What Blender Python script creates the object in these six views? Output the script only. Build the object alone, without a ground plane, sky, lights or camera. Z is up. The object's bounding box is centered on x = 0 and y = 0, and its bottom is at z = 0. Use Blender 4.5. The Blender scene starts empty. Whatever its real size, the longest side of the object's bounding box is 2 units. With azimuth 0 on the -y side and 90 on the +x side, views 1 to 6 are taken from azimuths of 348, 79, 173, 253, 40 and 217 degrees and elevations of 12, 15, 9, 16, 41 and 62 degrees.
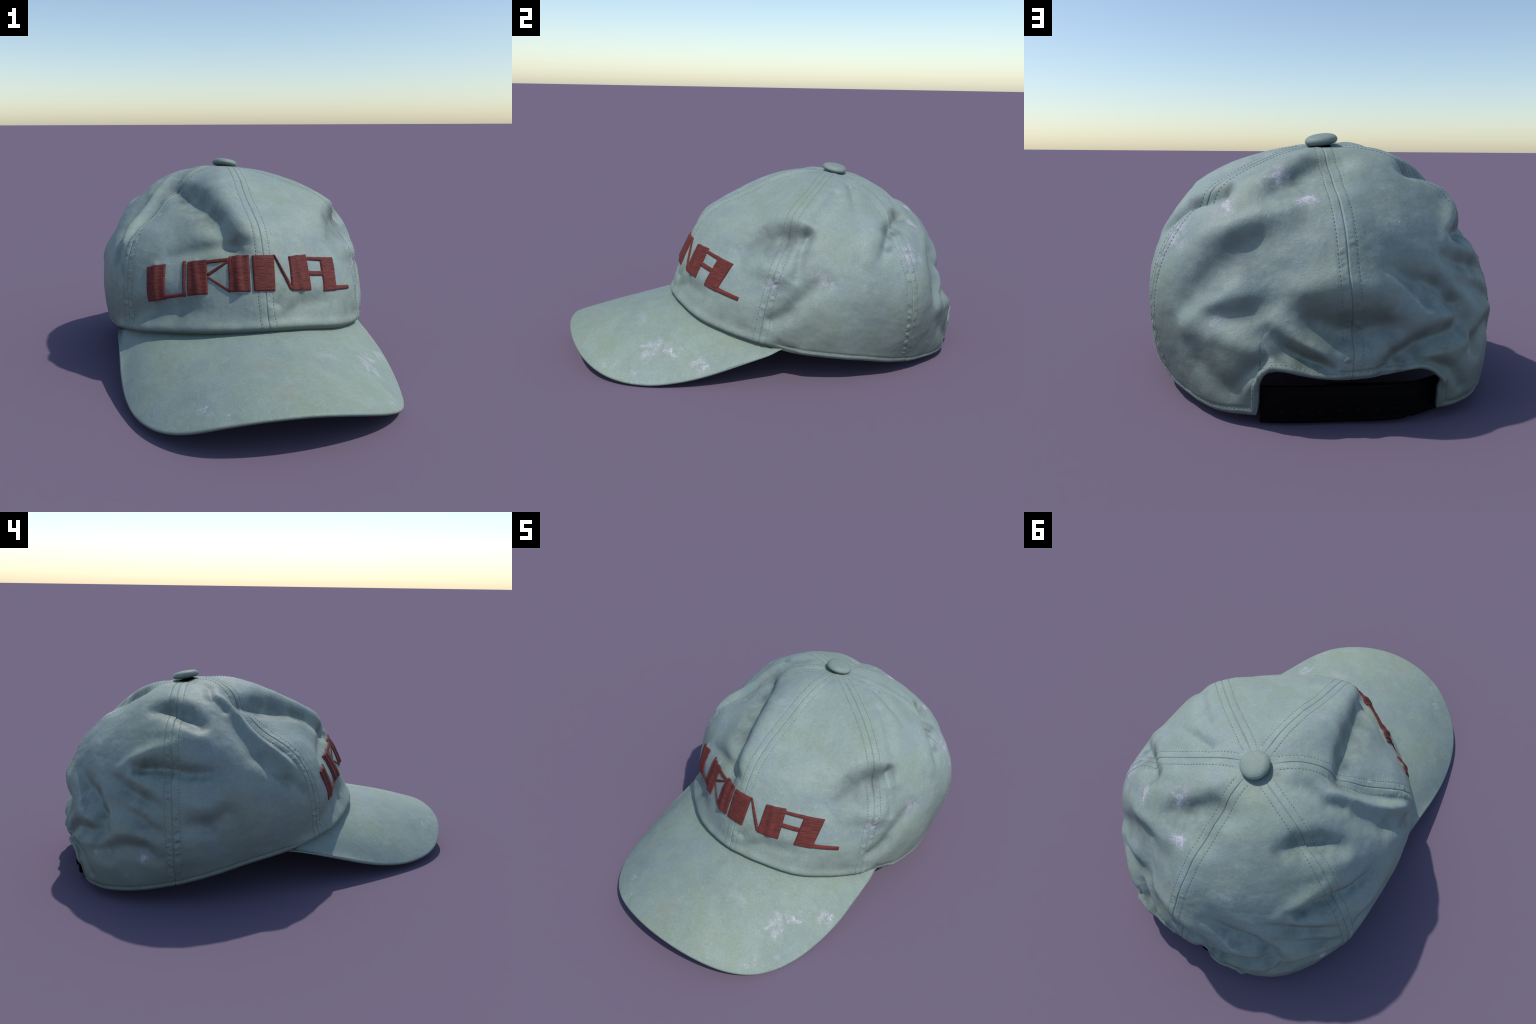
"""A worn, faded grey-green baseball cap lying on the ground.

The crown is a loft through meridian profiles about a slanted axis, divided into
six sewn panels; the visor is a ruled sheet between the crown's front rim and a
free-form outer edge.  Creases are strokes laid on the cloth.
"""
import bpy, math
import numpy as np
from mathutils import Vector, noise

rng = np.random.default_rng(7)
D = math.radians

# ----------------------------------------------------------------------------
#  Crown: profile of each of 24 meridians (every 15 deg, from the front, turning
#  to the wearer's left), as spline control radii from the apex down to 132 deg
# ----------------------------------------------------------------------------
CENTRE = np.array([0.0, 0.25, 0.30])
APEX = np.array([-0.012, 0.375, 0.905])
AX_W = (APEX - CENTRE) / np.linalg.norm(APEX - CENTRE)
AX_U = np.cross([0, 1, 0], AX_W); AX_U /= np.linalg.norm(AX_U)
AX_V = np.cross(AX_W, AX_U)
POLAR_MAX = D(132)

FRONT_PROFILES = [
    [0.606, 0.604, 0.607, 0.605, 0.591, 0.707, 0.708, 0.727, 0.776, 0.822, 0.863],
    [0.616, 0.607, 0.597, 0.577, 0.573, 0.654, 0.654, 0.696, 0.772, 0.816, 0.852],
    [0.622, 0.610, 0.592, 0.574, 0.593, 0.628, 0.634, 0.690, 0.748, 0.786, 0.826],
    [0.625, 0.611, 0.590, 0.581, 0.621, 0.629, 0.622, 0.663, 0.691, 0.741, 0.794]]
LEFT_PROFILES = [
    [0.623, 0.609, 0.594, 0.596, 0.661, 0.662, 0.615, 0.653, 0.669, 0.715, 0.767],
    [0.617, 0.607, 0.601, 0.618, 0.645, 0.659, 0.650, 0.660, 0.689, 0.716, 0.749],
    [0.609, 0.606, 0.607, 0.623, 0.625, 0.644, 0.664, 0.661, 0.693, 0.719, 0.743],
    [0.598, 0.605, 0.606, 0.625, 0.653, 0.693, 0.671, 0.655, 0.698, 0.721, 0.740],
    [0.586, 0.603, 0.611, 0.636, 0.680, 0.720, 0.745, 0.694, 0.702, 0.721, 0.737]]
BACK_PROFILES = [
    [0.572, 0.601, 0.625, 0.654, 0.689, 0.701, 0.717, 0.721, 0.724, 0.729, 0.732],
    [0.558, 0.599, 0.641, 0.661, 0.653, 0.646, 0.741, 0.806, 0.768, 0.744, 0.730],
    [0.547, 0.598, 0.644, 0.608, 0.665, 0.672, 0.736, 0.795, 0.777, 0.755, 0.733],
    [0.540, 0.598, 0.644, 0.605, 0.739, 0.727, 0.715, 0.774, 0.772, 0.757, 0.738],
    [0.535, 0.596, 0.647, 0.642, 0.703, 0.717, 0.734, 0.760, 0.761, 0.754, 0.738],
    [0.534, 0.594, 0.650, 0.665, 0.670, 0.695, 0.779, 0.823, 0.778, 0.752, 0.730],
    [0.534, 0.594, 0.647, 0.668, 0.666, 0.682, 0.733, 0.778, 0.772, 0.746, 0.724]]
RIGHT_PROFILES = [
    [0.537, 0.595, 0.646, 0.674, 0.669, 0.677, 0.743, 0.703, 0.718, 0.722, 0.721],
    [0.540, 0.596, 0.640, 0.664, 0.657, 0.664, 0.671, 0.656, 0.673, 0.696, 0.720],
    [0.544, 0.598, 0.635, 0.660, 0.657, 0.664, 0.643, 0.620, 0.637, 0.682, 0.727],
    [0.550, 0.599, 0.643, 0.630, 0.586, 0.631, 0.647, 0.628, 0.652, 0.695, 0.743],
    [0.558, 0.601, 0.641, 0.591, 0.536, 0.675, 0.662, 0.631, 0.681, 0.724, 0.770],
    [0.569, 0.601, 0.627, 0.579, 0.553, 0.644, 0.642, 0.673, 0.711, 0.756, 0.804],
    [0.581, 0.602, 0.618, 0.593, 0.590, 0.605, 0.611, 0.673, 0.735, 0.788, 0.836],
    [0.594, 0.603, 0.615, 0.617, 0.622, 0.646, 0.635, 0.705, 0.764, 0.812, 0.857]]
PROFILES = np.array(FRONT_PROFILES + LEFT_PROFILES + BACK_PROFILES + RIGHT_PROFILES)
NA, NP = PROFILES.shape

# polar angle of the rim, 16 control values round the cap
RIM = np.radians([103.1, 105.1, 108.2, 108.2, 105.9, 105.7, 105.4, 98.8, 96.0, 99.2, 100.1, 101.9, 102.4, 104.2, 103.5, 103.9])

# course of the six seams, azimuth (deg) from the button down to the rim
SEAMS = {
    "front": [12.6, 7.8, 3.1, 2.3, 0.7, 2.7, 1.8, 1.0, 5.1],
    "front_left": [47.3, 53.1, 58.3, 58.9, 57.4, 59.5, 58.0, 59.4, 56.2],
    "back_left": [79.3, 96.3, 112.2, 113.6, 112.5, 115.7, 117.9, 124.5, 136.2],
    "back": [163.1, 170.1, 176.7, 178.8, 179.7, 179.7, 182.5, 179.8, 178.3],
    "back_right": [241.1, 244.9, 248.5, 248.8, 246.6, 245.6, 244.6, 241.0, 237.0],
    "front_right": [318.6, 315.2, 312.1, 300.5, 302.3, 304.7, 305.7, 303.2, 307.7]}
SEAM_KEYS = list(SEAMS)
SEAM_CTRL = np.radians(np.array([SEAMS[k] for k in SEAM_KEYS]))
# how strongly each seam's lower half is puckered
PUCKER = [0.6, 1.0, 1.5, 1.6, 2.0, 1.6]

# opening over the strap: (azimuth, polar) of its edge
ARCH = np.array([(157.6, 104), (158.6, 99.0), (159.0, 94.2), (159.1, 90.6), (159.6, 88.6), (161.5, 87.3), (164.8, 87.2), (168.4, 87.8),
                 (173.0, 88.6), (177.7, 88.8), (182.5, 88.7), (187.5, 88.4), (193.1, 87.5), (197.8, 87.1),
                 (201.2, 87.6), (203.0, 88.9), (203.9, 90.8), (204.4, 95.3), (204.7, 99.0), (205.6, 104)])



def bspline_weights(x):
    f = x - np.floor(x)
    return np.floor(x).astype(int), np.stack([(1 - f) ** 3 / 6, (3 * f ** 3 - 6 * f ** 2 + 4) / 6,
                                              (-3 * f ** 3 + 3 * f * f + 3 * f + 1) / 6, f ** 3 / 6], -1)


def closed_spline(ctrl, a):
    n = len(ctrl)
    i, w = bspline_weights(np.asarray(a) / (2 * np.pi) * n)
    return sum(w[..., k] * ctrl[(i - 1 + k) % n] for k in range(4))


def open_spline(ctrl, t):
    n = len(ctrl)
    i, w = bspline_weights(np.clip(t, 0, 0.99999) * (n - 3))
    return sum((w[..., k].reshape(w.shape[:-1] + (1,) * (ctrl.ndim - 1))) * ctrl[i + k] for k in range(4))


def crown_radius(a, p):
    ia, wa = bspline_weights(a / (2 * np.pi) * NA)
    ip, wp = bspline_weights(np.clip(p / POLAR_MAX, 0, 0.9999) * (NP - 3))
    r = np.zeros(np.broadcast(a, p).shape)
    for k in range(4):
        for m in range(4):
            r = r + wa[..., k] * wp[..., m] * PROFILES[(ia - 1 + k) % NA, ip + m]
    return r


def crown_point(a, p):
    a, p = np.broadcast_arrays(np.asarray(a, float), np.asarray(p, float))
    s = np.sin(p)
    d = (s * np.sin(a))[..., None] * AX_U - (s * np.cos(a))[..., None] * AX_V + np.cos(p)[..., None] * AX_W
    return CENTRE + d * crown_radius(a, p)[..., None]


def rim_polar(a):
    return closed_spline(RIM, a)


def grid_normals(g):
    du = np.gradient(g, axis=0); dv = np.gradient(g, axis=1)
    n = np.cross(dv, du)
    l = np.linalg.norm(n, axis=-1, keepdims=True)
    n = n / np.maximum(l, 1e-12)
    out = ((g - CENTRE) * n).sum(-1, keepdims=True)
    return n * np.where(out < 0, -1, 1)


_strokes = []


def crease(name, *nodes):
    """A fold or hollow of the cloth: nodes of (azimuth deg, polar deg, height mm, half-width mm)."""
    nodes = np.array(nodes, float)
    P = crown_point(np.radians(nodes[:, 0]), np.radians(nodes[:, 1]))
    _strokes.append((P, nodes[:, 2] / 1000, nodes[:, 3] / 1000))


# creases begin
crease("front fold valley", (299, 28, -9, 36), (301, 34, -28, 42), (316, 38, -42, 54), (331, 47, -48, 58), (342, 57, -39, 52), (352, 75, -22, 44), (354, 77, -10, 36))
crease("front fold ridge", (326, 22, 0, 50), (346, 39, 8, 58), (352, 54, 15, 60), (356, 66, 15, 55), (357, 73, 8, 50))
crease("above lettering", (325, 75, -9, 35), (339, 73, -18, 35), (352, 73, -24, 35), (356, 73, -12, 30))
crease("side tuck hollow", (298, 45, -4, 22), (298, 55, -10, 24), (299, 62, -14, 24), (300, 68, -8, 22))
crease("side tuck ridge", (287, 24, 3, 24), (285, 28, 14, 24), (288, 37, 22, 25), (291, 50, 26, 26), (294, 60, 26, 26), (298, 68, 14, 24))
crease("side tuck lower", (282, 18, -9, 30), (284, 22, -14, 30), (279, 30, -20, 32), (282, 36, -15, 30))
crease("side tuck shade", (282, 43, -9, 36), (285, 59, -22, 42), (293, 73, -24, 38), (300, 82, -12, 30))
crease("seam dent", (233, 32, -21, 38), (243, 32, -39, 45), (255, 36, -42, 42), (262, 42, -24, 40))
crease("below seam dent", (242, 43, 8, 40), (254, 45, 16, 45), (261, 48, 11, 40))
crease("cross fold valley", (227, 56, -12, 26), (232, 57, -30, 30), (238, 57, -39, 30), (245, 58, -36, 32), (253, 61, -33, 34), (262, 62, -24, 34), (268, 61, -9, 30))
crease("cross fold ridge", (220, 58, 7, 30), (228, 54, 16, 34), (237, 51, 19, 38), (246, 50, 19, 42), (255, 52, 11, 45))
crease("diagonal 1", (217, 61, -12, 30), (226, 65, -21, 34), (234, 68, -21, 34), (240, 71, -9, 32))
crease("diagonal 2", (220, 69, -12, 30), (228, 73, -18, 34), (234, 76, -21, 34), (239, 80, -18, 32))
crease("diagonal ridge", (228, 60, 9, 30), (238, 65, 14, 36), (243, 69, 8, 36))
crease("side bowl", (251, 80, -15, 40), (258, 81, -21, 42), (264, 78, -12, 40))
crease("side bowl ridge", (253, 73, 8, 45), (259, 74, 11, 50), (268, 71, 8, 50))
crease("back corner fold", (221, 80, -12, 30), (209, 80, -30, 36), (199, 81, -39, 36), (193, 84, -36, 32), (189, 87, -18, 25))
crease("back corner ridge", (212, 83, 8, 32), (200, 84, 16, 34), (194, 86, 11, 28))
crease("vertical fold", (197, 64, -9, 26), (204, 71, -21, 30), (215, 74, -24, 32), (215, 81, -21, 30))
crease("low arc", (217, 86, -12, 34), (226, 84, -18, 36), (234, 85, -18, 36), (238, 89, -9, 32))
crease("low arc ridge", (215, 82, 11, 34), (230, 79, 14, 38), (237, 81, 11, 36))
crease("back hollow A", (134, 76, -14, 46), (137, 68, -21, 58), (142, 62, -22, 62), (148, 56, -15, 55))
crease("back hollow A2", (150, 56, -8, 58), (156, 64, -15, 62), (158, 70, -12, 56))
crease("back ridge A", (132, 58, 7, 40), (140, 53, 16, 45), (148, 48, 16, 50), (158, 46, 11, 50))
crease("back ridge B", (135, 82, 11, 38), (142, 76, 14, 38), (148, 71, 11, 40), (153, 69, 5, 40))
crease("back valley B", (141, 78, -9, 28), (148, 77, -18, 42), (154, 75, -20, 48), (159, 72, -8, 46))
crease("back ridge C", (136, 84, 9, 38), (147, 82, 12, 40), (154, 83, 14, 40), (161, 84, 12, 36), (167, 86, 8, 28))
crease("back valley C", (159, 79, -18, 32), (164, 82, -42, 34), (169, 84, -39, 30), (173, 85, -30, 25), (176, 86, -15, 20))
crease("back lip C", (166, 80, 5, 28), (171, 81, 16, 26), (174, 83, 16, 24), (177, 86, 8, 20))
crease("back valley D", (166, 74, -15, 45), (171, 75, -33, 52), (178, 77, -42, 52), (183, 77, -39, 52), (190, 76, -33, 46), (195, 77, -12, 36))
crease("back ridge D", (168, 67, 14, 50), (177, 65, 19, 58), (186, 67, 16, 55))
crease("back upper hollow", (149, 36, -21, 45), (156, 30, -30, 48), (167, 21, -27, 48), (187, 21, -15, 48))
crease("back upper ridge", (156, 44, 8, 50), (167, 41, 14, 55), (183, 39, 11, 60))
crease("back left diagonal", (193, 61, -12, 32), (202, 65, -24, 34), (210, 68, -30, 32), (217, 74, -30, 30), (220, 88, -18, 26))
crease("arch corner tuck l", (152, 94, -10, 28), (156, 89, -18, 26), (160, 85, -22, 26), (165, 85, -18, 26), (170, 86, -10, 22))
crease("arch corner tuck r", (197, 85, -9, 22), (202, 86, -15, 22), (208, 89, -18, 24), (211, 94, -12, 24))
crease("side dent", (39, 74, -10, 46), (44, 70, -21, 58), (50, 66, -33, 66), (58, 63, -42, 64), (66, 60, -32, 42))
crease("side dent tail", (68, 59, -21, 24), (67, 67, -20, 28), (68, 77, -10, 26))
crease("side dent brow", (38, 62, 5, 50), (50, 56, 11, 55), (64, 55, 11, 50))
crease("side dent sill", (48, 77, 8, 45), (62, 78, 16, 48), (66, 72, 5, 40))
crease("rear dent", (123, 44, -33, 36), (112, 50, -39, 32), (106, 58, -27, 28), (103, 63, -12, 25))
crease("rear dent brow", (103, 48, 8, 36), (98, 58, 11, 38), (97, 65, 8, 36))
crease("crown flute 1", (80, 31, -12, 26), (74, 42, -15, 28), (70, 51, -8, 28))
crease("crown flute 2", (98, 22, -14, 24), (94, 33, -14, 24), (92, 41, -6, 24))
crease("side crease", (62, 97, -18, 35), (68, 92, -21, 38), (74, 82, -18, 42), (80, 77, -8, 42))
crease("junction hollow", (62, 107, -6, 20), (67, 106, -15, 24), (73, 106, -9, 20))
crease("front hollow l", (310, 97, -12, 50), (321, 95, -22, 60), (332, 95, -20, 56), (339, 96, -8, 44))
crease("front hollow r", (8, 99, -9, 38), (16, 96, -14, 38), (26, 96, -12, 38))
crease("front pinch", (6, 95, -10, 20), (8, 92, -4, 20))
crease("pinch in U", (319, 78, 7, 13), (320, 91, 8, 13))
crease("pinch in R", (336, 77, 5, 13), (338, 90, 7, 13))
crease("pinch in I", (353, 78, 7, 13), (353, 83, 8, 13), (353, 90, 11, 14))
crease("pinch in A", (16, 79, 5, 13), (16, 91, 7, 13))
crease("arch lip l", (158, 91, 8, 22), (160, 88, 22, 24), (162, 86, 26, 25), (166, 86, 23, 24), (171, 87, 16, 22), (177, 88, 8, 22))
crease("right lower hollow", (189, 52, -9, 45), (195, 57, -15, 50), (202, 62, -15, 50), (211, 67, -9, 45))
crease("back lower left hollow", (142, 91, -12, 45), (149, 94, -18, 50), (155, 97, -12, 45))
crease("arch lip r", (194, 87, 8, 16), (198, 86, 16, 17), (202, 88, 19, 17), (205, 91, 11, 16))
crease("front brim bulge", (311, 101, 7, 35), (334, 100, 9, 40), (348, 101, 5, 40))
# creases end


def crease_height(X):
    """Sum of all crease strokes at surface points X (n,3)."""
    h = np.zeros(len(X))
    for P, hh, ww in _strokes:
        lo, hi = P.min(0) - 3 * ww.max(), P.max(0) + 3 * ww.max()
        m = np.where(((X > lo) & (X < hi)).all(1))[0]
        if not len(m):
            continue
        Y = X[m]
        best = np.full(len(m), 1e9); val = np.zeros(len(m))
        if len(P) == 1:
            d = np.linalg.norm(Y - P[0], axis=1) / ww[0]
            h[m] += hh[0] * np.exp(-d * d)
            continue
        for i in range(len(P) - 1):
            ab = P[i + 1] - P[i]
            t = np.clip(((Y - P[i]) @ ab) / (ab @ ab), 0, 1)
            w = ww[i] + (ww[i + 1] - ww[i]) * t
            d = np.linalg.norm(Y - P[i] - t[:, None] * ab, axis=1) / w
            v = (hh[i] + (hh[i + 1] - hh[i]) * t) * np.exp(-d * d)
            k = d < best
            best[k] = d[k]; val[k] = v[k]
        h[m] += val
    return h


def base_normal(a, p, eps=.004):
    n = np.cross(crown_point(a, p + eps) - crown_point(a, p - eps), crown_point(a + eps, p) - crown_point(a - eps, p))
    n /= np.maximum(np.linalg.norm(n, axis=-1, keepdims=True), 1e-12)
    return n * np.where(((crown_point(a, p) - CENTRE) * n).sum(-1, keepdims=True) < 0, -1, 1)


def cloth_point(a, p):
    """Point on the creased cloth."""
    X = crown_point(a, p)
    return X + base_normal(a, p) * crease_height(X.reshape(-1, 3)).reshape(X.shape[:-1])[..., None]


def cloth_frame(a, p, eps=.004):
    X = cloth_point(a, p)
    n = np.cross(cloth_point(a, p + eps) - cloth_point(a, p - eps), cloth_point(a + eps, p) - cloth_point(a - eps, p))
    n /= np.maximum(np.linalg.norm(n, axis=-1, keepdims=True), 1e-12)
    return X, n * np.where(((X - CENTRE) * n).sum(-1, keepdims=True) < 0, -1, 1)


def noise_at(X, scale, seed=0.0):
    return np.array([noise.noise(Vector((x[0] * scale + seed, x[1] * scale, x[2] * scale))) for x in X])


def line_noise(x, seed):
    """Smooth 1-D noise for puckers along a seam."""
    r = np.random.default_rng(seed).uniform(-1, 1, 4000)
    i = np.floor(x).astype(int); f = x - i; f = f * f * (3 - 2 * f)
    return r[i % 4000] * (1 - f) + r[(i + 1) % 4000] * f


# ----------------------------------------------------------------------------
#  Materials
# ----------------------------------------------------------------------------
class Nodes:
    def __init__(self, name):
        self.mat = bpy.data.materials.new(name)
        self.mat.use_nodes = True
        self.t = self.mat.node_tree
        self.bsdf = self.t.nodes["Principled BSDF"]
        self.obj = self.new("ShaderNodeTexCoord").outputs["Object"]
        n = self.new("ShaderNodeTexNoise")
        self.t.links.new(self.obj, n.inputs["Vector"])
        n.inputs["Scale"].default_value = 15.0
        n.inputs["Detail"].default_value = 3.0
        w = self.new("ShaderNodeVectorMath", operation="MULTIPLY_ADD")
        self.t.links.new(n.outputs["Color"], w.inputs[0])
        w.inputs[1].default_value = (.13, .13, .13)
        self.t.links.new(self.obj, w.inputs[2])
        off = self.new("ShaderNodeVectorMath", operation="SUBTRACT")
        self.t.links.new(w.outputs[0], off.inputs[0])
        off.inputs[1].default_value = (.065, .065, .065)
        self.warped = off.outputs[0]           # position with ragged offsets, for stains

    def new(self, kind, **props):
        n = self.t.nodes.new(kind)
        for k, v in props.items():
            setattr(n, k, v)
        return n

    def put(self, sock, v):
        if hasattr(v, "is_linked"):
            self.t.links.new(v, sock)
        else:
            sock.default_value = v

    def math(self, op, a, b=0.0, c=None, clamp=False):
        n = self.new("ShaderNodeMath", operation=op, use_clamp=clamp)
        self.put(n.inputs[0], a); self.put(n.inputs[1], b)
        if c is not None:
            self.put(n.inputs[2], c)
        return n.outputs[0]

    def noise(self, scale, detail=3.0, rough=0.55, vec=None, dist=0.0):
        n = self.new("ShaderNodeTexNoise")
        self.put(n.inputs["Vector"], vec or self.obj)
        n.inputs["Scale"].default_value = scale
        n.inputs["Detail"].default_value = detail
        n.inputs["Roughness"].default_value = rough
        n.inputs["Distortion"].default_value = dist
        return n.outputs["Fac"]

    def step(self, v, lo, hi, a=0.0, b=1.0):
        n = self.new("ShaderNodeMapRange", interpolation_type="SMOOTHSTEP")
        self.put(n.inputs["Value"], v)
        n.inputs["From Min"].default_value = lo; n.inputs["From Max"].default_value = hi
        n.inputs["To Min"].default_value = a; n.inputs["To Max"].default_value = b
        return n.outputs["Result"]

    def mix(self, fac, a, b, blend="MIX"):
        n = self.new("ShaderNodeMix", data_type="RGBA", blend_type=blend)
        self.put(n.inputs[0], fac)
        for s, v in ((n.inputs[6], a), (n.inputs[7], b)):
            self.put(s, v if hasattr(v, "is_linked") else (*v, 1.0))
        return n.outputs[2]

    def spot(self, p, r, stretch=(1, 1, 1)):
        """1 at point p falling to 0 at radius r."""
        m = self.new("ShaderNodeVectorMath", operation="SUBTRACT")
        self.put(m.inputs[0], self.warped); m.inputs[1].default_value = p
        k = self.new("ShaderNodeVectorMath", operation="MULTIPLY")
        self.put(k.inputs[0], m.outputs[0]); k.inputs[1].default_value = stretch
        l = self.new("ShaderNodeVectorMath", operation="LENGTH")
        self.put(l.inputs[0], k.outputs[0])
        return self.step(l.outputs["Value"], 0.0, r, 1.0, 0.0)

    def spots(self, items):
        out = None
        for it in items:
            s = self.math("MULTIPLY", self.spot(it[0], it[1], it[3] if len(it) > 3 else (1, 1, 1)), it[2])
            out = s if out is None else self.math("MAXIMUM", out, s)
        return out

    def bump(self, height, strength, dist, prev=None):
        n = self.new("ShaderNodeBump")
        n.inputs["Strength"].default_value = strength; n.inputs["Distance"].default_value = dist
        self.put(n.inputs["Height"], height)
        if prev is not None:
            self.put(n.inputs["Normal"], prev)
        return n.outputs[0]


# places where the dye has been scraped white: (point, radius, strength)
CROWN_FLECKS = [((-.36, .061, .70), .05, 1.0), ((-.478, .024, .641), .045, .95), ((-.051, .005, .857), .11, .62),
                ((.102, .737, .698), .085, 1.0), ((.367, .672, .692), .11, .9), ((.20, .62, .79), .14, .8), ((.10, .70, .78), .10, .55),
                ((-.178, .812, .647), .09, .75), ((.526, -.059, .461), .08, .8), ((.536, .593, .577), .14, .85),
                ((-.24, .906, .406), .08, .75), ((-.083, .926, .534), .07, .6), ((.618, .178, .486), .12, .68), ((.61, .36, .46), .12, .62),
                ((-.49, .76, .15), .075, 1.0), ((-.56, .70, .22), .065, .9), ((-.42, .83, .20), .075, .95), ((.42, .84, .33), .10, .62),
                ((.30, .88, .24), .09, .6), ((.03, .87, .56), .09, .55), ((.56, .10, .56), .10, .45)]
CROWN_STAINS = []
VISOR_FLECKS = [((.464, -.506, .138), .085, 1.0), ((.555, -.39, .10), .075, .95), ((.42, -.60, .13), .13, .75), ((.22, -.65, .21), .13, .6),
                ((.50, -.68, .03), .09, .7), ((-.297, -.856, .131), .04, 1.0), ((-.23, -.90, .125), .05, .75), ((.42, -.80, .06), .10, .62)]
VISOR_STAINS = [((-.049, -.713, .221), .10, .8), ((-.015, -.891, .183), .12, .9), ((.224, -.858, .154), .09, .8),
                ((-.263, -.656, .198), .11, .6), ((.16, -.70, .22), .10, .5), ((-.40, -.62, .13), .09, .5)]


def cloth(name, flecks, stains, base=(.254, .316, .280), painted_shade=()):
    m = Nodes(name)
    light, dark = tuple(x * 1.10 for x in base), tuple(x * .86 for x in base)
    blue = (base[0] * .94, base[1] * .97, base[2] * 1.10)
    olive = (base[0] * 1.0, base[1] * .985, base[2] * .87)
    col = m.mix(m.step(m.noise(3.2, 3), .35, .68), blue, olive)
    col = m.mix(m.step(m.noise(11, 4, .6), .35, .7), col, light)
    col = m.mix(m.math("MULTIPLY", m.step(m.noise(5.5, 4, .6, dist=.5), .45, .72), .55), col, tuple(x * .80 for x in base))
    col = m.mix(m.math("MULTIPLY", m.step(m.noise(62, 4, .7), .42, .72), .42), col, dark)
    col = m.mix(m.math("MULTIPLY", m.step(m.noise(115, 3, .8), .53, .70), .60), col, tuple(x * 1.38 for x in base))
    # skylight falloff baked into the colour: cloth darkened as it turns downward
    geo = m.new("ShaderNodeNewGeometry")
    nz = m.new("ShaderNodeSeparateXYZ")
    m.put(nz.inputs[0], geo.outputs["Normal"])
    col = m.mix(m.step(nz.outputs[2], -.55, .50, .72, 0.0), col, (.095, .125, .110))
    if painted_shade:      # occlusion shadow painted into the hollows of the folds
        g = m.math("MULTIPLY", m.spots(painted_shade), m.step(m.noise(14, 4, .6), .15, .6, .65, 1.0))
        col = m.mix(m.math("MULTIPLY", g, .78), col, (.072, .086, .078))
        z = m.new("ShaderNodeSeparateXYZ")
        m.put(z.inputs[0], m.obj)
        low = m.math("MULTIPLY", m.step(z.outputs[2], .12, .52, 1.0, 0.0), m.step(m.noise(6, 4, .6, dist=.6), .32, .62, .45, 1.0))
        col = m.mix(m.math("MULTIPLY", low, .34), col, (.115, .135, .105))  # lower crown tinted darker to show the weaker light near the ground
    if stains:
        s = m.math("MULTIPLY", m.spots(stains), m.step(m.noise(26, 4, .65), .38, .62))
        col = m.mix(m.math("MULTIPLY", s, .5), col, (.265, .275, .195))
        s2 = m.math("MULTIPLY", m.spots(stains), m.step(m.noise(33, 4, .65, dist=1.0), .52, .66))
        col = m.mix(m.math("MULTIPLY", s2, .42), col, (.32, .255, .215))
    # white flecks: a few anywhere, many at the scraped places
    fine = m.noise(170, 5, .80)
    mid = m.noise(26, 4, .62)
    density = m.math("ADD", m.math("MULTIPLY", m.spots(flecks), m.step(mid, .32, .60, .25, 1.05)), m.math("MULTIPLY", m.math("SUBTRACT", mid, .5), .55))
    lack = m.math("SUBTRACT", .725, m.math("MULTIPLY", density, .31))
    f = m.math("MULTIPLY", m.math("SUBTRACT", fine, lack), 7.0, clamp=True)
    dots = m.math("MULTIPLY", m.step(m.noise(230, 4, .8), .57, .68), m.step(density, .14, .7))
    halo = m.math("MULTIPLY", m.step(density, .22, .9), .42, clamp=True)
    col = m.mix(halo, col, (.37, .355, .40))
    col = m.mix(m.math("MULTIPLY", dots, .7), col, (.56, .54, .63))
    col = m.mix(m.math("MULTIPLY", f, .8), col, (.62, .62, .70))
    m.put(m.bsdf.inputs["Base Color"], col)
    m.bsdf.inputs["Roughness"].default_value = .57
    m.bsdf.inputs["Specular IOR Level"].default_value = .36
    b = m.bump(m.noise(170, 3, .7), .28, .004)
    b = m.bump(m.noise(24, 3, .5), .12, .02, b)
    m.put(m.bsdf.inputs["Normal"], b)
    return m.mat


def plain(name, colour, rough=.8, grain=0.0, spec=.3):
    m = Nodes(name)
    v = m.noise(90, 3, .6)
    m.put(m.bsdf.inputs["Base Color"], m.mix(m.step(v, .3, .7), tuple(c * (1 - grain) for c in colour), tuple(c * (1 + grain) for c in colour)))
    m.bsdf.inputs["Roughness"].default_value = rough
    m.bsdf.inputs["Specular IOR Level"].default_value = spec
    return m.mat


def satin_thread():
    m = Nodes("red_satin_thread")
    mp = m.new("ShaderNodeMapping")
    mp.inputs["Scale"].default_value = (1.0, 1.0, 7.0)
    m.put(mp.inputs["Vector"], m.obj)
    streak = m.noise(26, 4, .65, vec=mp.outputs[0])
    col = m.mix(m.step(streak, .32, .68), (.105, .022, .019), (.180, .040, .032))
    col = m.mix(m.math("MULTIPLY", m.step(m.noise(14, 3), .4, .7), .4), col, (.098, .024, .023))
    lint = m.step(m.noise(130, 4, .75), .71, .80)
    col = m.mix(m.math("MULTIPLY", lint, .45), col, (.50, .34, .32))
    m.put(m.bsdf.inputs["Base Color"], col)
    m.bsdf.inputs["Roughness"].default_value = .7
    m.bsdf.inputs["Specular IOR Level"].default_value = .25
    b = m.bump(m.noise(42, 3, .6, vec=mp.outputs[0]), .5, .006)
    m.put(m.bsdf.inputs["Normal"], m.bump(m.noise(110, 3, .7), .35, .004, b))
    return m.mat


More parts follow.
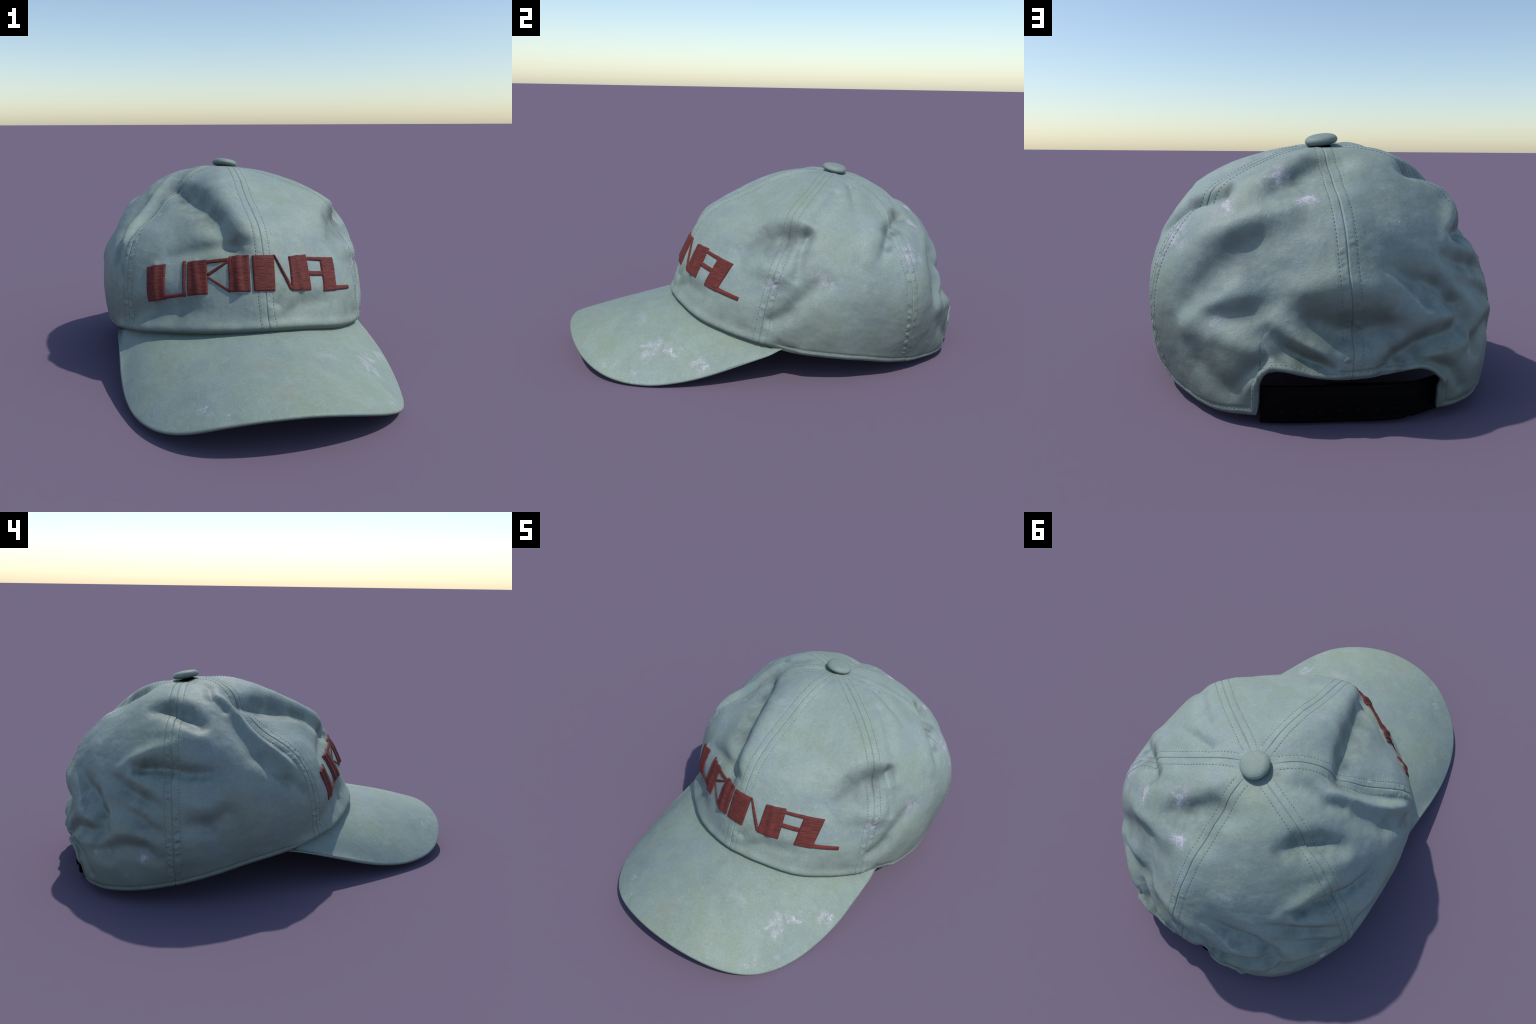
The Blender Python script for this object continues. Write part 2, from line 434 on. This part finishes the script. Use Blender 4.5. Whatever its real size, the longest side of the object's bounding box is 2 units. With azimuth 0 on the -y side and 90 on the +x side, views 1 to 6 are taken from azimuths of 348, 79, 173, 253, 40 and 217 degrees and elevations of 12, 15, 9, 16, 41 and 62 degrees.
# deeper folds get a stronger shadow tint in the cloth colour
CROWN_FOLD_SHADE = []
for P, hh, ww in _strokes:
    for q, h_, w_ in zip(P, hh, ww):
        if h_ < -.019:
            CROWN_FOLD_SHADE.append((tuple(q), 1.9 * w_, min(1.0, -h_ / .042)))
MAT_CROWN = cloth("faded_cotton_twill", CROWN_FLECKS, CROWN_STAINS, painted_shade=CROWN_FOLD_SHADE)
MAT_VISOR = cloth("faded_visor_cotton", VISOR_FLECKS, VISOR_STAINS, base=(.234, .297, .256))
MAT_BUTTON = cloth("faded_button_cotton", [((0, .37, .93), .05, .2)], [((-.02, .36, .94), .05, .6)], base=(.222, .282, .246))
MAT_LINING = plain("lining_cotton", (.16, .21, .19), .9, .08)
MAT_BAND = plain("sweatband_cotton", (.10, .12, .12), .9, .1)
MAT_STITCH = plain("dull_sewing_thread", (.195, .235, .21), .8, .30)
MAT_THREAD = satin_thread()
MAT_STRAP = plain("black_plastic", (.0022, .0022, .0026), .6, .2, .06)

# ----------------------------------------------------------------------------
#  Object helpers
# ----------------------------------------------------------------------------
root = bpy.data.objects.new("baseball_cap", None)
bpy.context.scene.collection.objects.link(root)
root["label"] = "faded grey-green baseball cap with red embroidered lettering"
root["category"] = "baseball cap"


def add_mesh(name, verts, faces, mat, parent=root, smooth=True):
    me = bpy.data.meshes.new(name)
    me.from_pydata([tuple(v) for v in np.asarray(verts).reshape(-1, 3)], [], [tuple(f) for f in faces])
    me.materials.append(mat)
    if smooth:
        me.polygons.foreach_set("use_smooth", [True] * len(me.polygons))
    me.update()
    o = bpy.data.objects.new(name, me)
    bpy.context.scene.collection.objects.link(o)
    o.parent = parent
    return o


def grid_faces(nu, nv, offset=0, flip=False, wrap_v=False):
    u, v = np.meshgrid(np.arange(nu - 1), np.arange(nv if wrap_v else nv - 1), indexing="ij")
    a = u * nv + v; b = (u + 1) * nv + v; c = (u + 1) * nv + (v + 1) % nv; d = u * nv + (v + 1) % nv
    f = np.stack([a, b, c, d], -1).reshape(-1, 4) + offset
    return f[:, ::-1] if flip else f


# ----------------------------------------------------------------------------
#  Crown panels
# ----------------------------------------------------------------------------
ROWS, COLS = 250, 125
x = np.linspace(0, 1, COLS)
W_COL = x - .72 * np.sin(2 * np.pi * x) / (2 * np.pi)      # finer next to the seams
crown = bpy.data.objects.new("crown", None)
bpy.context.scene.collection.objects.link(crown)
crown.parent = root


def rim_limit(a):
    """Fraction of the base rim depth at which the cloth ends (arch at the back)."""
    lim = np.ones_like(a)
    deg = np.degrees(a) % 360
    m = (deg > ARCH[0, 0]) & (deg < ARCH[-1, 0])
    lim[m] = np.minimum(1, np.radians(np.interp(deg[m], ARCH[:, 0], ARCH[:, 1])) / rim_polar(a[m]))
    return lim


panels = []
for k in range(6):
    k2 = (k + 1) % 6
    w = W_COL.copy()
    c1, c2 = SEAM_CTRL[k], SEAM_CTRL[k2] + (2 * np.pi if k2 == 0 else 0)
    if k in (2, 3):     # more columns where the side of the arch drops
        edge = D(158.9) if k == 2 else D(204.9)
        e1, e2 = open_spline(c1, np.array([.93]))[0], open_spline(c2, np.array([.93]))[0]
        we = (edge - e1) / (e2 - e1)
        extra = we + np.linspace(-.035, .035, 31)
        w = np.sort(np.r_[w[(w < extra[0] - 2e-3) | (w > extra[-1] + 2e-3)], extra])
    # limit of each column: iterate because azimuth depends on depth
    lim = np.ones(len(w))
    for _ in range(30):
        a_end = open_spline(c1, lim) * (1 - w) + open_spline(c2, lim) * w
        lim = .5 * lim + .5 * rim_limit(a_end)
    tau = np.linspace(0, 1, ROWS) ** .92
    tb = (.035 + (lim[None, :] - .035) * tau[:, None])
    a = open_spline(c1, tb) * (1 - w) + open_spline(c2, tb) * w
    p = tb * rim_polar(a)
    sh = a.shape
    g1, n1 = cloth_frame(a % (2 * np.pi), p)
    # distances: to either seam along a row, to the bottom edge down a column
    step = np.linalg.norm(np.diff(g1, axis=1), axis=-1)
    dl = np.concatenate([np.zeros((ROWS, 1)), np.cumsum(step, 1)], 1); dr = dl[:, -1:] - dl
    down = np.linalg.norm(np.diff(g1, axis=0), axis=-1)
    s = np.concatenate([np.zeros((1, len(w))), np.cumsum(down, 0)], 0)
    db = np.minimum(s[-1:] - s, 9)
    edge_line = np.concatenate([g1[-1, :-1] * (1 - f) + g1[-1, 1:] * f for f in (0, .34, .67)], 0)
    for r in range(ROWS - 70, ROWS):
        db[r] = np.minimum(db[r], np.sqrt(((g1[r][:, None] - edge_line[None]) ** 2).sum(-1).min(1)))
    db[-1] = 0
    h2 = np.zeros(sh)
    for side, d, kk in ((0, dl, k), (1, dr, k2)):
        fade = np.clip(s / .08, 0, 1)
        h2 -= .0034 * np.exp(-(d / .0026) ** 2) * fade                          # seam line
        h2 -= .0010 * np.exp(-((d - .031) / .004) ** 2) * fade                  # stitch furrow
        h2 += .0008 * np.clip(1 - (d / .036) ** 6, 0, 1) * fade                 # doubled cloth
        depth = np.clip((tb - .40) / .25, 0, 1)
        lean = d * .35
        wave = .55 + .45 * line_noise(s / .11, 5 + 2 * kk + side)
        pk = line_noise((s + lean) / .014, 11 + 2 * kk + side) + .5 * line_noise((s - lean) / .007, 31 + 2 * kk + side)
        h2 += .0024 * PUCKER[kk] * depth * wave * pk * np.exp(-((d - .017) / .011) ** 2) * np.clip(db / .05, 0, 1)
    # hem: turned-up cloth with a furrow above it, edge rolled under
    az = np.degrees(a[-1]) % 360
    hem = (np.clip((az - 64) / 10, 0, 1) * np.clip((297 - az) / 10, 0, 1))[None, :]
    h2 += hem * (.0018 * np.clip(1 - (db / .024) ** 6, 0, 1) - .003 * np.exp(-((db - .026) / .004) ** 2)
                 + .0012 * line_noise(np.cumsum(step.mean(0).sum() / len(w) * np.ones(sh), 1) / .012, 77) * np.exp(-((db - .02) / .01) ** 2))
    front = 1 - hem
    h2 += front * (.010 * np.exp(-((db - .022) / .022) ** 2) - .014 * np.exp(-(db / .008) ** 2))
    h2 -= hem * .009 * np.exp(-(db / .007) ** 2)
    h2 += (.0040 * noise_at(g1.reshape(-1, 3), 7, 4.0) + .0018 * noise_at(g1.reshape(-1, 3), 16) + .0007 * noise_at(g1.reshape(-1, 3), 45)).reshape(sh)
    g = g1 + n1 * h2[..., None]
    g[:, 0] = g1[:, 0]; g[:, -1] = g1[:, -1]
    panels.append(dict(g=g, n=n1, dl=dl, dr=dr, s=s, db=db, k=k, k2=k2, h2=h2, az=az))

# neighbouring panels share their seam points
for k in range(6):
    A, B = panels[k], panels[(k + 1) % 6]
    na = A["n"][:, -1] + B["n"][:, 0]; na /= np.linalg.norm(na, axis=-1, keepdims=True)
    line = (A["g"][:, -1] + B["g"][:, 0]) / 2 + na * ((A["h2"][:, -1] + B["h2"][:, 0]) / 2)[:, None]
    A["g"][:, -1] = line; B["g"][:, 0] = line
for P in panels:
    g = P["g"]
    o = add_mesh("crown_panel", g, grid_faces(*g.shape[:2]), MAT_CROWN, crown)

# lining: the inner face of the cloth, joined to the panels' lower edge
lv, lf, off = [], [], 0
for P in panels:
    cols = np.unique(np.r_[np.arange(0, P["g"].shape[1], 3), P["g"].shape[1] - 1])
    rows = np.unique(np.r_[np.arange(0, ROWS, 3), ROWS - 1])
    gi = P["g"][np.ix_(rows, cols)] - P["n"][np.ix_(rows, cols)] * .013
    gi = np.concatenate([gi, P["g"][-1:, cols]], 0)
    lv.append(gi.reshape(-1, 3)); lf.append(grid_faces(*gi.shape[:2], offset=off, flip=True)); off += gi.shape[0] * gi.shape[1]
add_mesh("lining", np.vstack(lv), np.vstack(lf), MAT_LINING, crown)

# sweatband inside the rim (not across the opening)
sa = np.radians(np.linspace(-148, 152, 240)); sd = np.linspace(0, 1, 12)
pp = rim_polar(sa)[None, :] - D(1.0) - D(9.5) * sd[:, None]
sg, sn = cloth_frame(np.broadcast_to(sa, pp.shape) % (2 * np.pi), pp)
sg = sg - sn * (.020 + .012 * np.sin(np.pi * sd))[:, None, None]
add_mesh("sweatband", sg, grid_faces(12, 240), MAT_BAND, crown)


# ----------------------------------------------------------------------------
#  Stitches
# ----------------------------------------------------------------------------
class StitchBag:
    def __init__(self):
        self.v, self.f = [], []

    def add(self, p, q, n, r=.0014):
        t = q - p; L = np.linalg.norm(t)
        if L < 1e-6:
            return
        t = t / L; b = np.cross(t, n); b /= np.linalg.norm(b) + 1e-9; n = np.cross(b, t)
        o = len(self.v)
        prof = [(0, .35, -.3), (.18, 1, .35), (.82, 1, .35), (1, .35, -.3)]
        for u, sc, up in prof:
            for th in range(6):
                an = th * math.pi / 3
                self.v.append(p + t * (L * u) + (b * math.cos(an) + n * math.sin(an)) * r * sc + n * r * up)
        for i in range(3):
            for j in range(6):
                self.f.append((o + i * 6 + j, o + i * 6 + (j + 1) % 6, o + (i + 1) * 6 + (j + 1) % 6, o + (i + 1) * 6 + j))

    def build(self, name, mat, parent):
        if self.v:
            ob = add_mesh(name, np.array(self.v), self.f, mat, parent)
            ob["kind"] = "stuff"


def run_stitches(bag, path, nrm, pitch=.0145, length=.0085, seed=0):
    """Lay dashes along a polyline lying on the cloth."""
    r = np.random.default_rng(seed)
    d = np.r_[0, np.cumsum(np.linalg.norm(np.diff(path, axis=0), axis=1))]
    at = lambda q: np.array([np.interp(q, d, path[:, i]) for i in range(3)])
    q = .02
    while q < d[-1] - .012:
        i = min(np.searchsorted(d, q), len(d) - 1)
        n = nrm[i]
        side = np.cross(n, path[min(i + 1, len(path) - 1)] - path[max(i - 1, 0)]); side /= np.linalg.norm(side) + 1e-9
        j1, j2 = r.normal(0, .0005, 2)
        bag.add(at(q) + side * j1, at(q + length) + side * j2, n)
        q += pitch * r.uniform(.92, 1.08)


for P in panels:
    bag = StitchBag()
    for dist_from, kk in ((P["dl"], P["k"]), (P["dr"], P["k2"])):
        path, nr = [], []
        for r in range(6, ROWS):
            row = dist_from[r]
            off = .031 if row.max() > .09 else row.max() * .34
            order = np.argsort(row); ro = row[order]
            path.append([np.interp(off, ro, P["g"][r, order, i]) for i in range(3)])
            nr.append([np.interp(off, ro, P["n"][r, order, i]) for i in range(3)])
        run_stitches(bag, np.array(path), np.array(nr), seed=kk * 7 + P["k"])
    # hem stitches
    cols = np.where((P["az"] > 70) & (P["az"] < 291))[0]
    if len(cols) > 5:
        path, nr = [], []
        for cidx in cols:
            dbc = P["db"][::-1, cidx]
            path.append([np.interp(.022, dbc, P["g"][::-1, cidx, i]) for i in range(3)])
            nr.append([np.interp(.022, dbc, P["n"][::-1, cidx, i]) for i in range(3)])
        run_stitches(bag, np.array(path), np.array(nr), seed=90 + P["k"])
    bag.build("seam_stitching", MAT_STITCH, crown)

# ----------------------------------------------------------------------------
#  Button on top
# ----------------------------------------------------------------------------
bn = np.array([.15, .16, .97]); bn /= np.linalg.norm(bn)
bx = np.cross([0, 1, 0], bn); bx /= np.linalg.norm(bx); by = np.cross(bn, bx)
prof = [(.0, .020), (.012, .0199), (.026, .0192), (.040, .0175), (.050, .0147), (.058, .0095), (.0625, .002), (.063, -.004),
        (.060, -.010), (.054, -.014), (.044, -.0165), (.030, -.018), (0, -.018)]
pr = np.array(prof)
tt = np.linspace(0, 1, 40)
pr = np.stack([np.interp(tt, np.linspace(0, 1, len(pr)), pr[:, i]) for i in (0, 1)], -1)
th = np.linspace(0, 2 * np.pi, 65)[:-1]
BP = np.array([-.010, .379, .9155])
bv = BP + pr[:, None, :1] * (np.cos(th)[:, None] * bx + np.sin(th)[:, None] * by) * (1 + .02 * np.sin(3 * th + 1))[:, None] + pr[:, None, 1:] * bn
add_mesh("top_button", bv, grid_faces(40, 64, wrap_v=True, flip=False), MAT_BUTTON)

# ----------------------------------------------------------------------------
#  Visor
# ----------------------------------------------------------------------------
VISOR_EDGE = np.array([(-.626, .552, .265), (-.585, .02, .214), (-.588, -.426, .033), (-.524, -.709, .023), (-.42, -.857, .043),
                       (-.297, -.947, .096), (-.146, -.997, .135), (.106, -1.012, .145), (.424, -.908, .055), (.544, -.68, -.014),
                       (.61, -.373, .043), (.589, -.022, .157), (.578, .369, .182)])
VISOR_CAMBER = np.array([.012, .012, .010, .012, .038, .040])
NS_, NT = 260, 70
s_ = np.linspace(0, 1, NS_)
va = D(-73) + D(142) * s_
inner = crown_point(va % (2 * np.pi), rim_polar(va % (2 * np.pi)))
outer = open_spline(VISOR_EDGE, s_)
camber = open_spline(VISOR_CAMBER, s_) * np.sin(np.pi * s_)
ends = np.clip(np.sin(np.pi * s_) / .25, 0, 1)             # narrows to nothing at both ends
tuck = (CENTRE - inner) * np.array([1, 1, 0])
tuck /= np.linalg.norm(tuck, axis=1)[:, None]
inner = inner + tuck * (.012 + .008 * ends)[:, None] + np.array([0, 0, 1]) * (.004 - .018 * np.clip(ends * 2, 0, 1))[:, None]
blend = np.clip(1 - np.minimum(s_, 1 - s_) / .022, 0, 1)
blend = (blend * blend * (3 - 2 * blend))[:, None]
outer = outer * (1 - blend) + inner * blend
tv = np.linspace(-.04, 1, NT)
vg = inner[:, None] * (1 - tv)[None, :, None] + outer[:, None] * tv[None, :, None]
vg[..., 2] += camber[:, None] * (4 * tv * (1 - tv))[None]
HALF = .0085
du = np.gradient(vg, axis=0); dv = np.gradient(vg, axis=1)
vn = np.cross(du, dv); vn /= np.maximum(np.linalg.norm(vn, axis=-1, keepdims=True), 1e-9)
vn *= np.where(vn[..., 2:] < 0, -1, 1)
vn[0], vn[-1] = vn[3], vn[-4]; vn[1], vn[-2] = vn[3], vn[-4]; vn[2], vn[-3] = vn[3], vn[-4]
tang = np.gradient(outer, axis=0); tang /= np.linalg.norm(tang, axis=1)[:, None]
ne = vn[:, -1]
eo = np.cross(tang, ne); eo *= np.sign((eo * (outer - np.array([0, -.4, .1]))).sum(1))[:, None]
eo /= np.linalg.norm(eo, axis=1)[:, None]
pull = np.clip((tv - .5) / .5, 0, 1) ** 6
mid = vg - eo[:, None] * (HALF * pull)[None, :, None]
thick = (HALF * (.35 + .65 * ends))[:, None, None]
top = mid + vn * thick
low = mid - vn * thick
ang = np.linspace(np.pi / 2, -np.pi / 2, 9)[1:-1]
groove = 1 - .16 * np.exp(-((ang + .45) / .22) ** 2)
nose = mid[:, -1][:, None] + thick * (eo[:, None] * (np.cos(ang) * groove)[None, :, None] + ne[:, None] * (np.sin(ang) * groove)[None, :, None])
vis = np.concatenate([top, nose, low[:, ::-1]], 1)
wob = .0012 * noise_at(vis.reshape(-1, 3), 9, 3.0).reshape(vis.shape[:2])
vis[..., 2] += wob
vis[..., 2] = np.maximum(vis[..., 2], .0005)
visor = add_mesh("visor", vis, grid_faces(*vis.shape[:2], flip=True, wrap_v=True), MAT_VISOR)

# ----------------------------------------------------------------------------
#  Embroidered lettering: satin-stitched bars, corners as (azimuth, polar) in degrees
# ----------------------------------------------------------------------------
LETTERS = {
 'U':[[(-44.6, 78.9), (-36.7, 77.9), (-36.0, 91.4), (-43.8, 92.1)], [(-36.1, 89.9), (-27.8, 89.4), (-27.9, 90.5), (-36.4, 91.1)], [(-29.2, 77.4), (-27.9, 77.5), (-27.6, 90.3), (-28.6, 90.3)]],
 'R':[[(-27.0, 77.6), (-18.7, 77.4), (-18.4, 90.3), (-26.6, 90.5)], [(-18.8, 77.7), (-10.4, 77.7), (-10.6, 79.1), (-18.8, 79.0)], [(-10.7, 78.7), (-10.5, 79.5), (-17.9, 83.6), (-18.3, 82.6)], [(-18.3, 84.7), (-17.4, 84.4), (-10.7, 89.0), (-11.0, 89.9)]],
 'I':[[(-10.5, 77.2), (-3.0, 77.5), (-3.5, 90.2), (-10.7, 89.9)]],
 'N':[[(-1.9, 77.9), (6.0, 78.2), (5.0, 90.6), (-2.3, 90.2)], [(6.1, 78.4), (6.7, 78.6), (12.1, 90.4), (10.9, 90.3)]],
 'A':[[(12.5, 78.8), (21.0, 78.2), (20.3, 91.7), (11.6, 91.1)], [(20.7, 79.1), (29.2, 79.5), (28.8, 80.9), (20.6, 80.5)], [(20.1, 84.6), (27.7, 85.1), (27.4, 86.9), (20.1, 86.4)]],
 'L':[[(29.0, 79.6), (37.8, 79.9), (34.4, 93.0), (26.8, 92.6)], [(34.4, 91.2), (45.4, 91.9), (45.3, 93.4), (34.2, 92.9)]],
}
lettering = bpy.data.objects.new("lettering", None)
bpy.context.scene.collection.objects.link(lettering)
lettering.parent = root


for letter, bars in LETTERS.items():
    V, F, off = [], [], 0
    for bi, q in enumerate(bars):
        q = np.radians(np.array(q, float))
        # a bar stitches a little past its drawn corners
        e1 = np.linalg.norm(crown_point(q[0, 0], q[0, 1]) - crown_point(q[1, 0], q[1, 1]))
        e2 = np.linalg.norm(crown_point(q[1, 0], q[1, 1]) - crown_point(q[2, 0], q[2, 1]))
        nu, nv = max(8, int(e1 / .003)), max(8, int(e2 / .0022))
        U, Vv = np.meshgrid(np.linspace(0, 1, nu), np.linspace(0, 1, nv), indexing="ij")
        ext = .005 / max(e1, e2) if bi else 0          # thin bars run a little under the thick ones
        U0, V0 = U, Vv
        if e1 > e2:
            U = U * (1 + 2 * ext) - ext
        else:
            Vv = Vv * (1 + 2 * ext) - ext
        U = .5 + (U - .5) * (1 + .004 / e1); Vv = .5 + (Vv - .5) * (1 + .004 / e2)
        e1 += .004; e2 += .004
        A = (1 - U) * (1 - Vv) * q[0, 0] + U * (1 - Vv) * q[1, 0] + U * Vv * q[2, 0] + (1 - U) * Vv * q[3, 0]
        Pp = (1 - U) * (1 - Vv) * q[0, 1] + U * (1 - Vv) * q[1, 1] + U * Vv * q[2, 1] + (1 - U) * Vv * q[3, 1]
        X, n = cloth_frame(A % (2 * np.pi), Pp)
        U, Vv = U0, V0
        edge = np.minimum(np.minimum(U, 1 - U) * e1, np.minimum(Vv, 1 - Vv) * e2)
        lift = .0078 * np.sqrt(np.clip(1 - (1 - np.clip(edge / .008, 0, 1)) ** 2, 0, 1)) - .004 * (edge < 1e-6) - bi * .0006
        # lie of the thread: rows of stitches across the bar
        long_v = e2 > e1 or letter == "I"
        rows_ = Vv * e2 if long_v else U * e1
        cross = U if long_v else Vv
        lift += .0005 * line_noise(rows_ / .0030 + .8 * np.sin(cross * 4 + bi), 300 + ord(letter) + bi) * np.clip(edge / .003, 0, 1)
        frag = line_noise((Vv * e2 if long_v else U * e1) / .004, ord(letter) + bi) * .0022
        X = X + n * lift[..., None]
        du_ = np.gradient(X, axis=0); du_ /= np.maximum(np.linalg.norm(du_, axis=-1, keepdims=True), 1e-9)
        if long_v:
            X = X + du_ * (frag * (np.abs(U - .5) * 2) ** 6)[..., None]
        V.append(X.reshape(-1, 3)); F.append(grid_faces(nu, nv, offset=off)); off += nu * nv
    add_mesh("embroidered_letter", np.vstack(V), np.vstack(F), MAT_THREAD, lettering)

# ----------------------------------------------------------------------------
#  Strap with studs
# ----------------------------------------------------------------------------
closure = bpy.data.objects.new("closure", None)
bpy.context.scene.collection.objects.link(closure)
closure.parent = root


def strap_path(x):
    """Back curve of the strap seen from above: y for given x."""
    return .951 - .27 * (x + .08) ** 2 - .010 * np.exp(-((x - .02) / .10) ** 2) - .45 * np.clip(-.235 - x, 0, 1)


def strap_surface(x, z, inset):
    y = strap_path(x) - inset - .12 * np.clip(.10 - z, 0, 1)
    return np.stack([x, y, z], -1)


def strap(name, x0, x1, zc, half, inset, round_end):
    n, m = 120, 24
    xs = np.linspace(x0, x1, n)
    d_end = np.abs(x1 - xs)
    r = half
    hh = np.where(d_end < r, np.sqrt(np.clip(r * r - (r - d_end) ** 2, 0, None)) * .62 + half * .38 * (d_end / r) ** .3, half) if round_end else np.full(n, half)
    hh = np.maximum(hh, .002)
    sgn = np.linspace(-1, 1, m)
    Z = zc(xs)[:, None] + hh[:, None] * sgn[None]
    Xs = np.broadcast_to(xs[:, None], Z.shape)
    rim_ = np.clip((1 - np.abs(sgn)) * half / .006, 0, 1)
    raised = np.where(np.abs(sgn) > .86, .003, 0)[None, :]
    front = strap_surface(Xs, Z, inset) + np.array([0, 1, 0]) * (-.005 * (1 - rim_)[None, :] + raised)[..., None]
    back = strap_surface(Xs, Z, inset + .013)
    body = np.concatenate([front, back[:, ::-1]], 1)
    faces = list(map(tuple, grid_faces(n, 2 * m, wrap_v=True)))
    faces += [tuple(range(2 * m)), tuple(range((n - 1) * 2 * m, n * 2 * m))[::-1]]
    return add_mesh(name, body.reshape(-1, 3), faces, MAT_STRAP, closure)


outer_z = lambda q: .069 + .008 * np.clip(-q / .3, 0, 1)
inner_z = lambda q: .072 + 0 * q
strap("strap", .270, -.245, outer_z, .063, .0, True)
strap("strap", -.335, .10, inner_z, .060, .018, True)

stud_v, stud_f = [], grid_faces(6, 24, wrap_v=True)
ring = np.linspace(0, 2 * np.pi, 25)[:-1]
sprof = [(.0155, -.004), (.0155, .004), (.0135, .0065), (.0105, .0065), (.0095, .004), (.0005, .0045)]
sv = np.array([[(r * math.cos(t), h_, r * math.sin(t)) for t in ring] for r, h_ in sprof])
stud_me = None
for i, xx in enumerate([.205, .141, .079, .017, -.042, -.104, -.169, -.232]):
    on_inner = i == 7
    if stud_me is None:
        first = add_mesh("stud", sv, stud_f, MAT_STRAP, closure)
        stud_me = first.data
        ob = first
    else:
        ob = bpy.data.objects.new("stud", stud_me)
        bpy.context.scene.collection.objects.link(ob)
        ob.parent = closure
    if on_inner:
        xx = -.268
    zz = float(inner_z(np.array(xx)) if on_inner else outer_z(np.array(xx))) - .012
    pnt = strap_surface(np.array(xx), np.array(zz), .018 if on_inner else 0)
    ob.location = pnt
    ob.rotation_euler = (D(-7), 0, math.atan(-.54 * (xx + .08)))
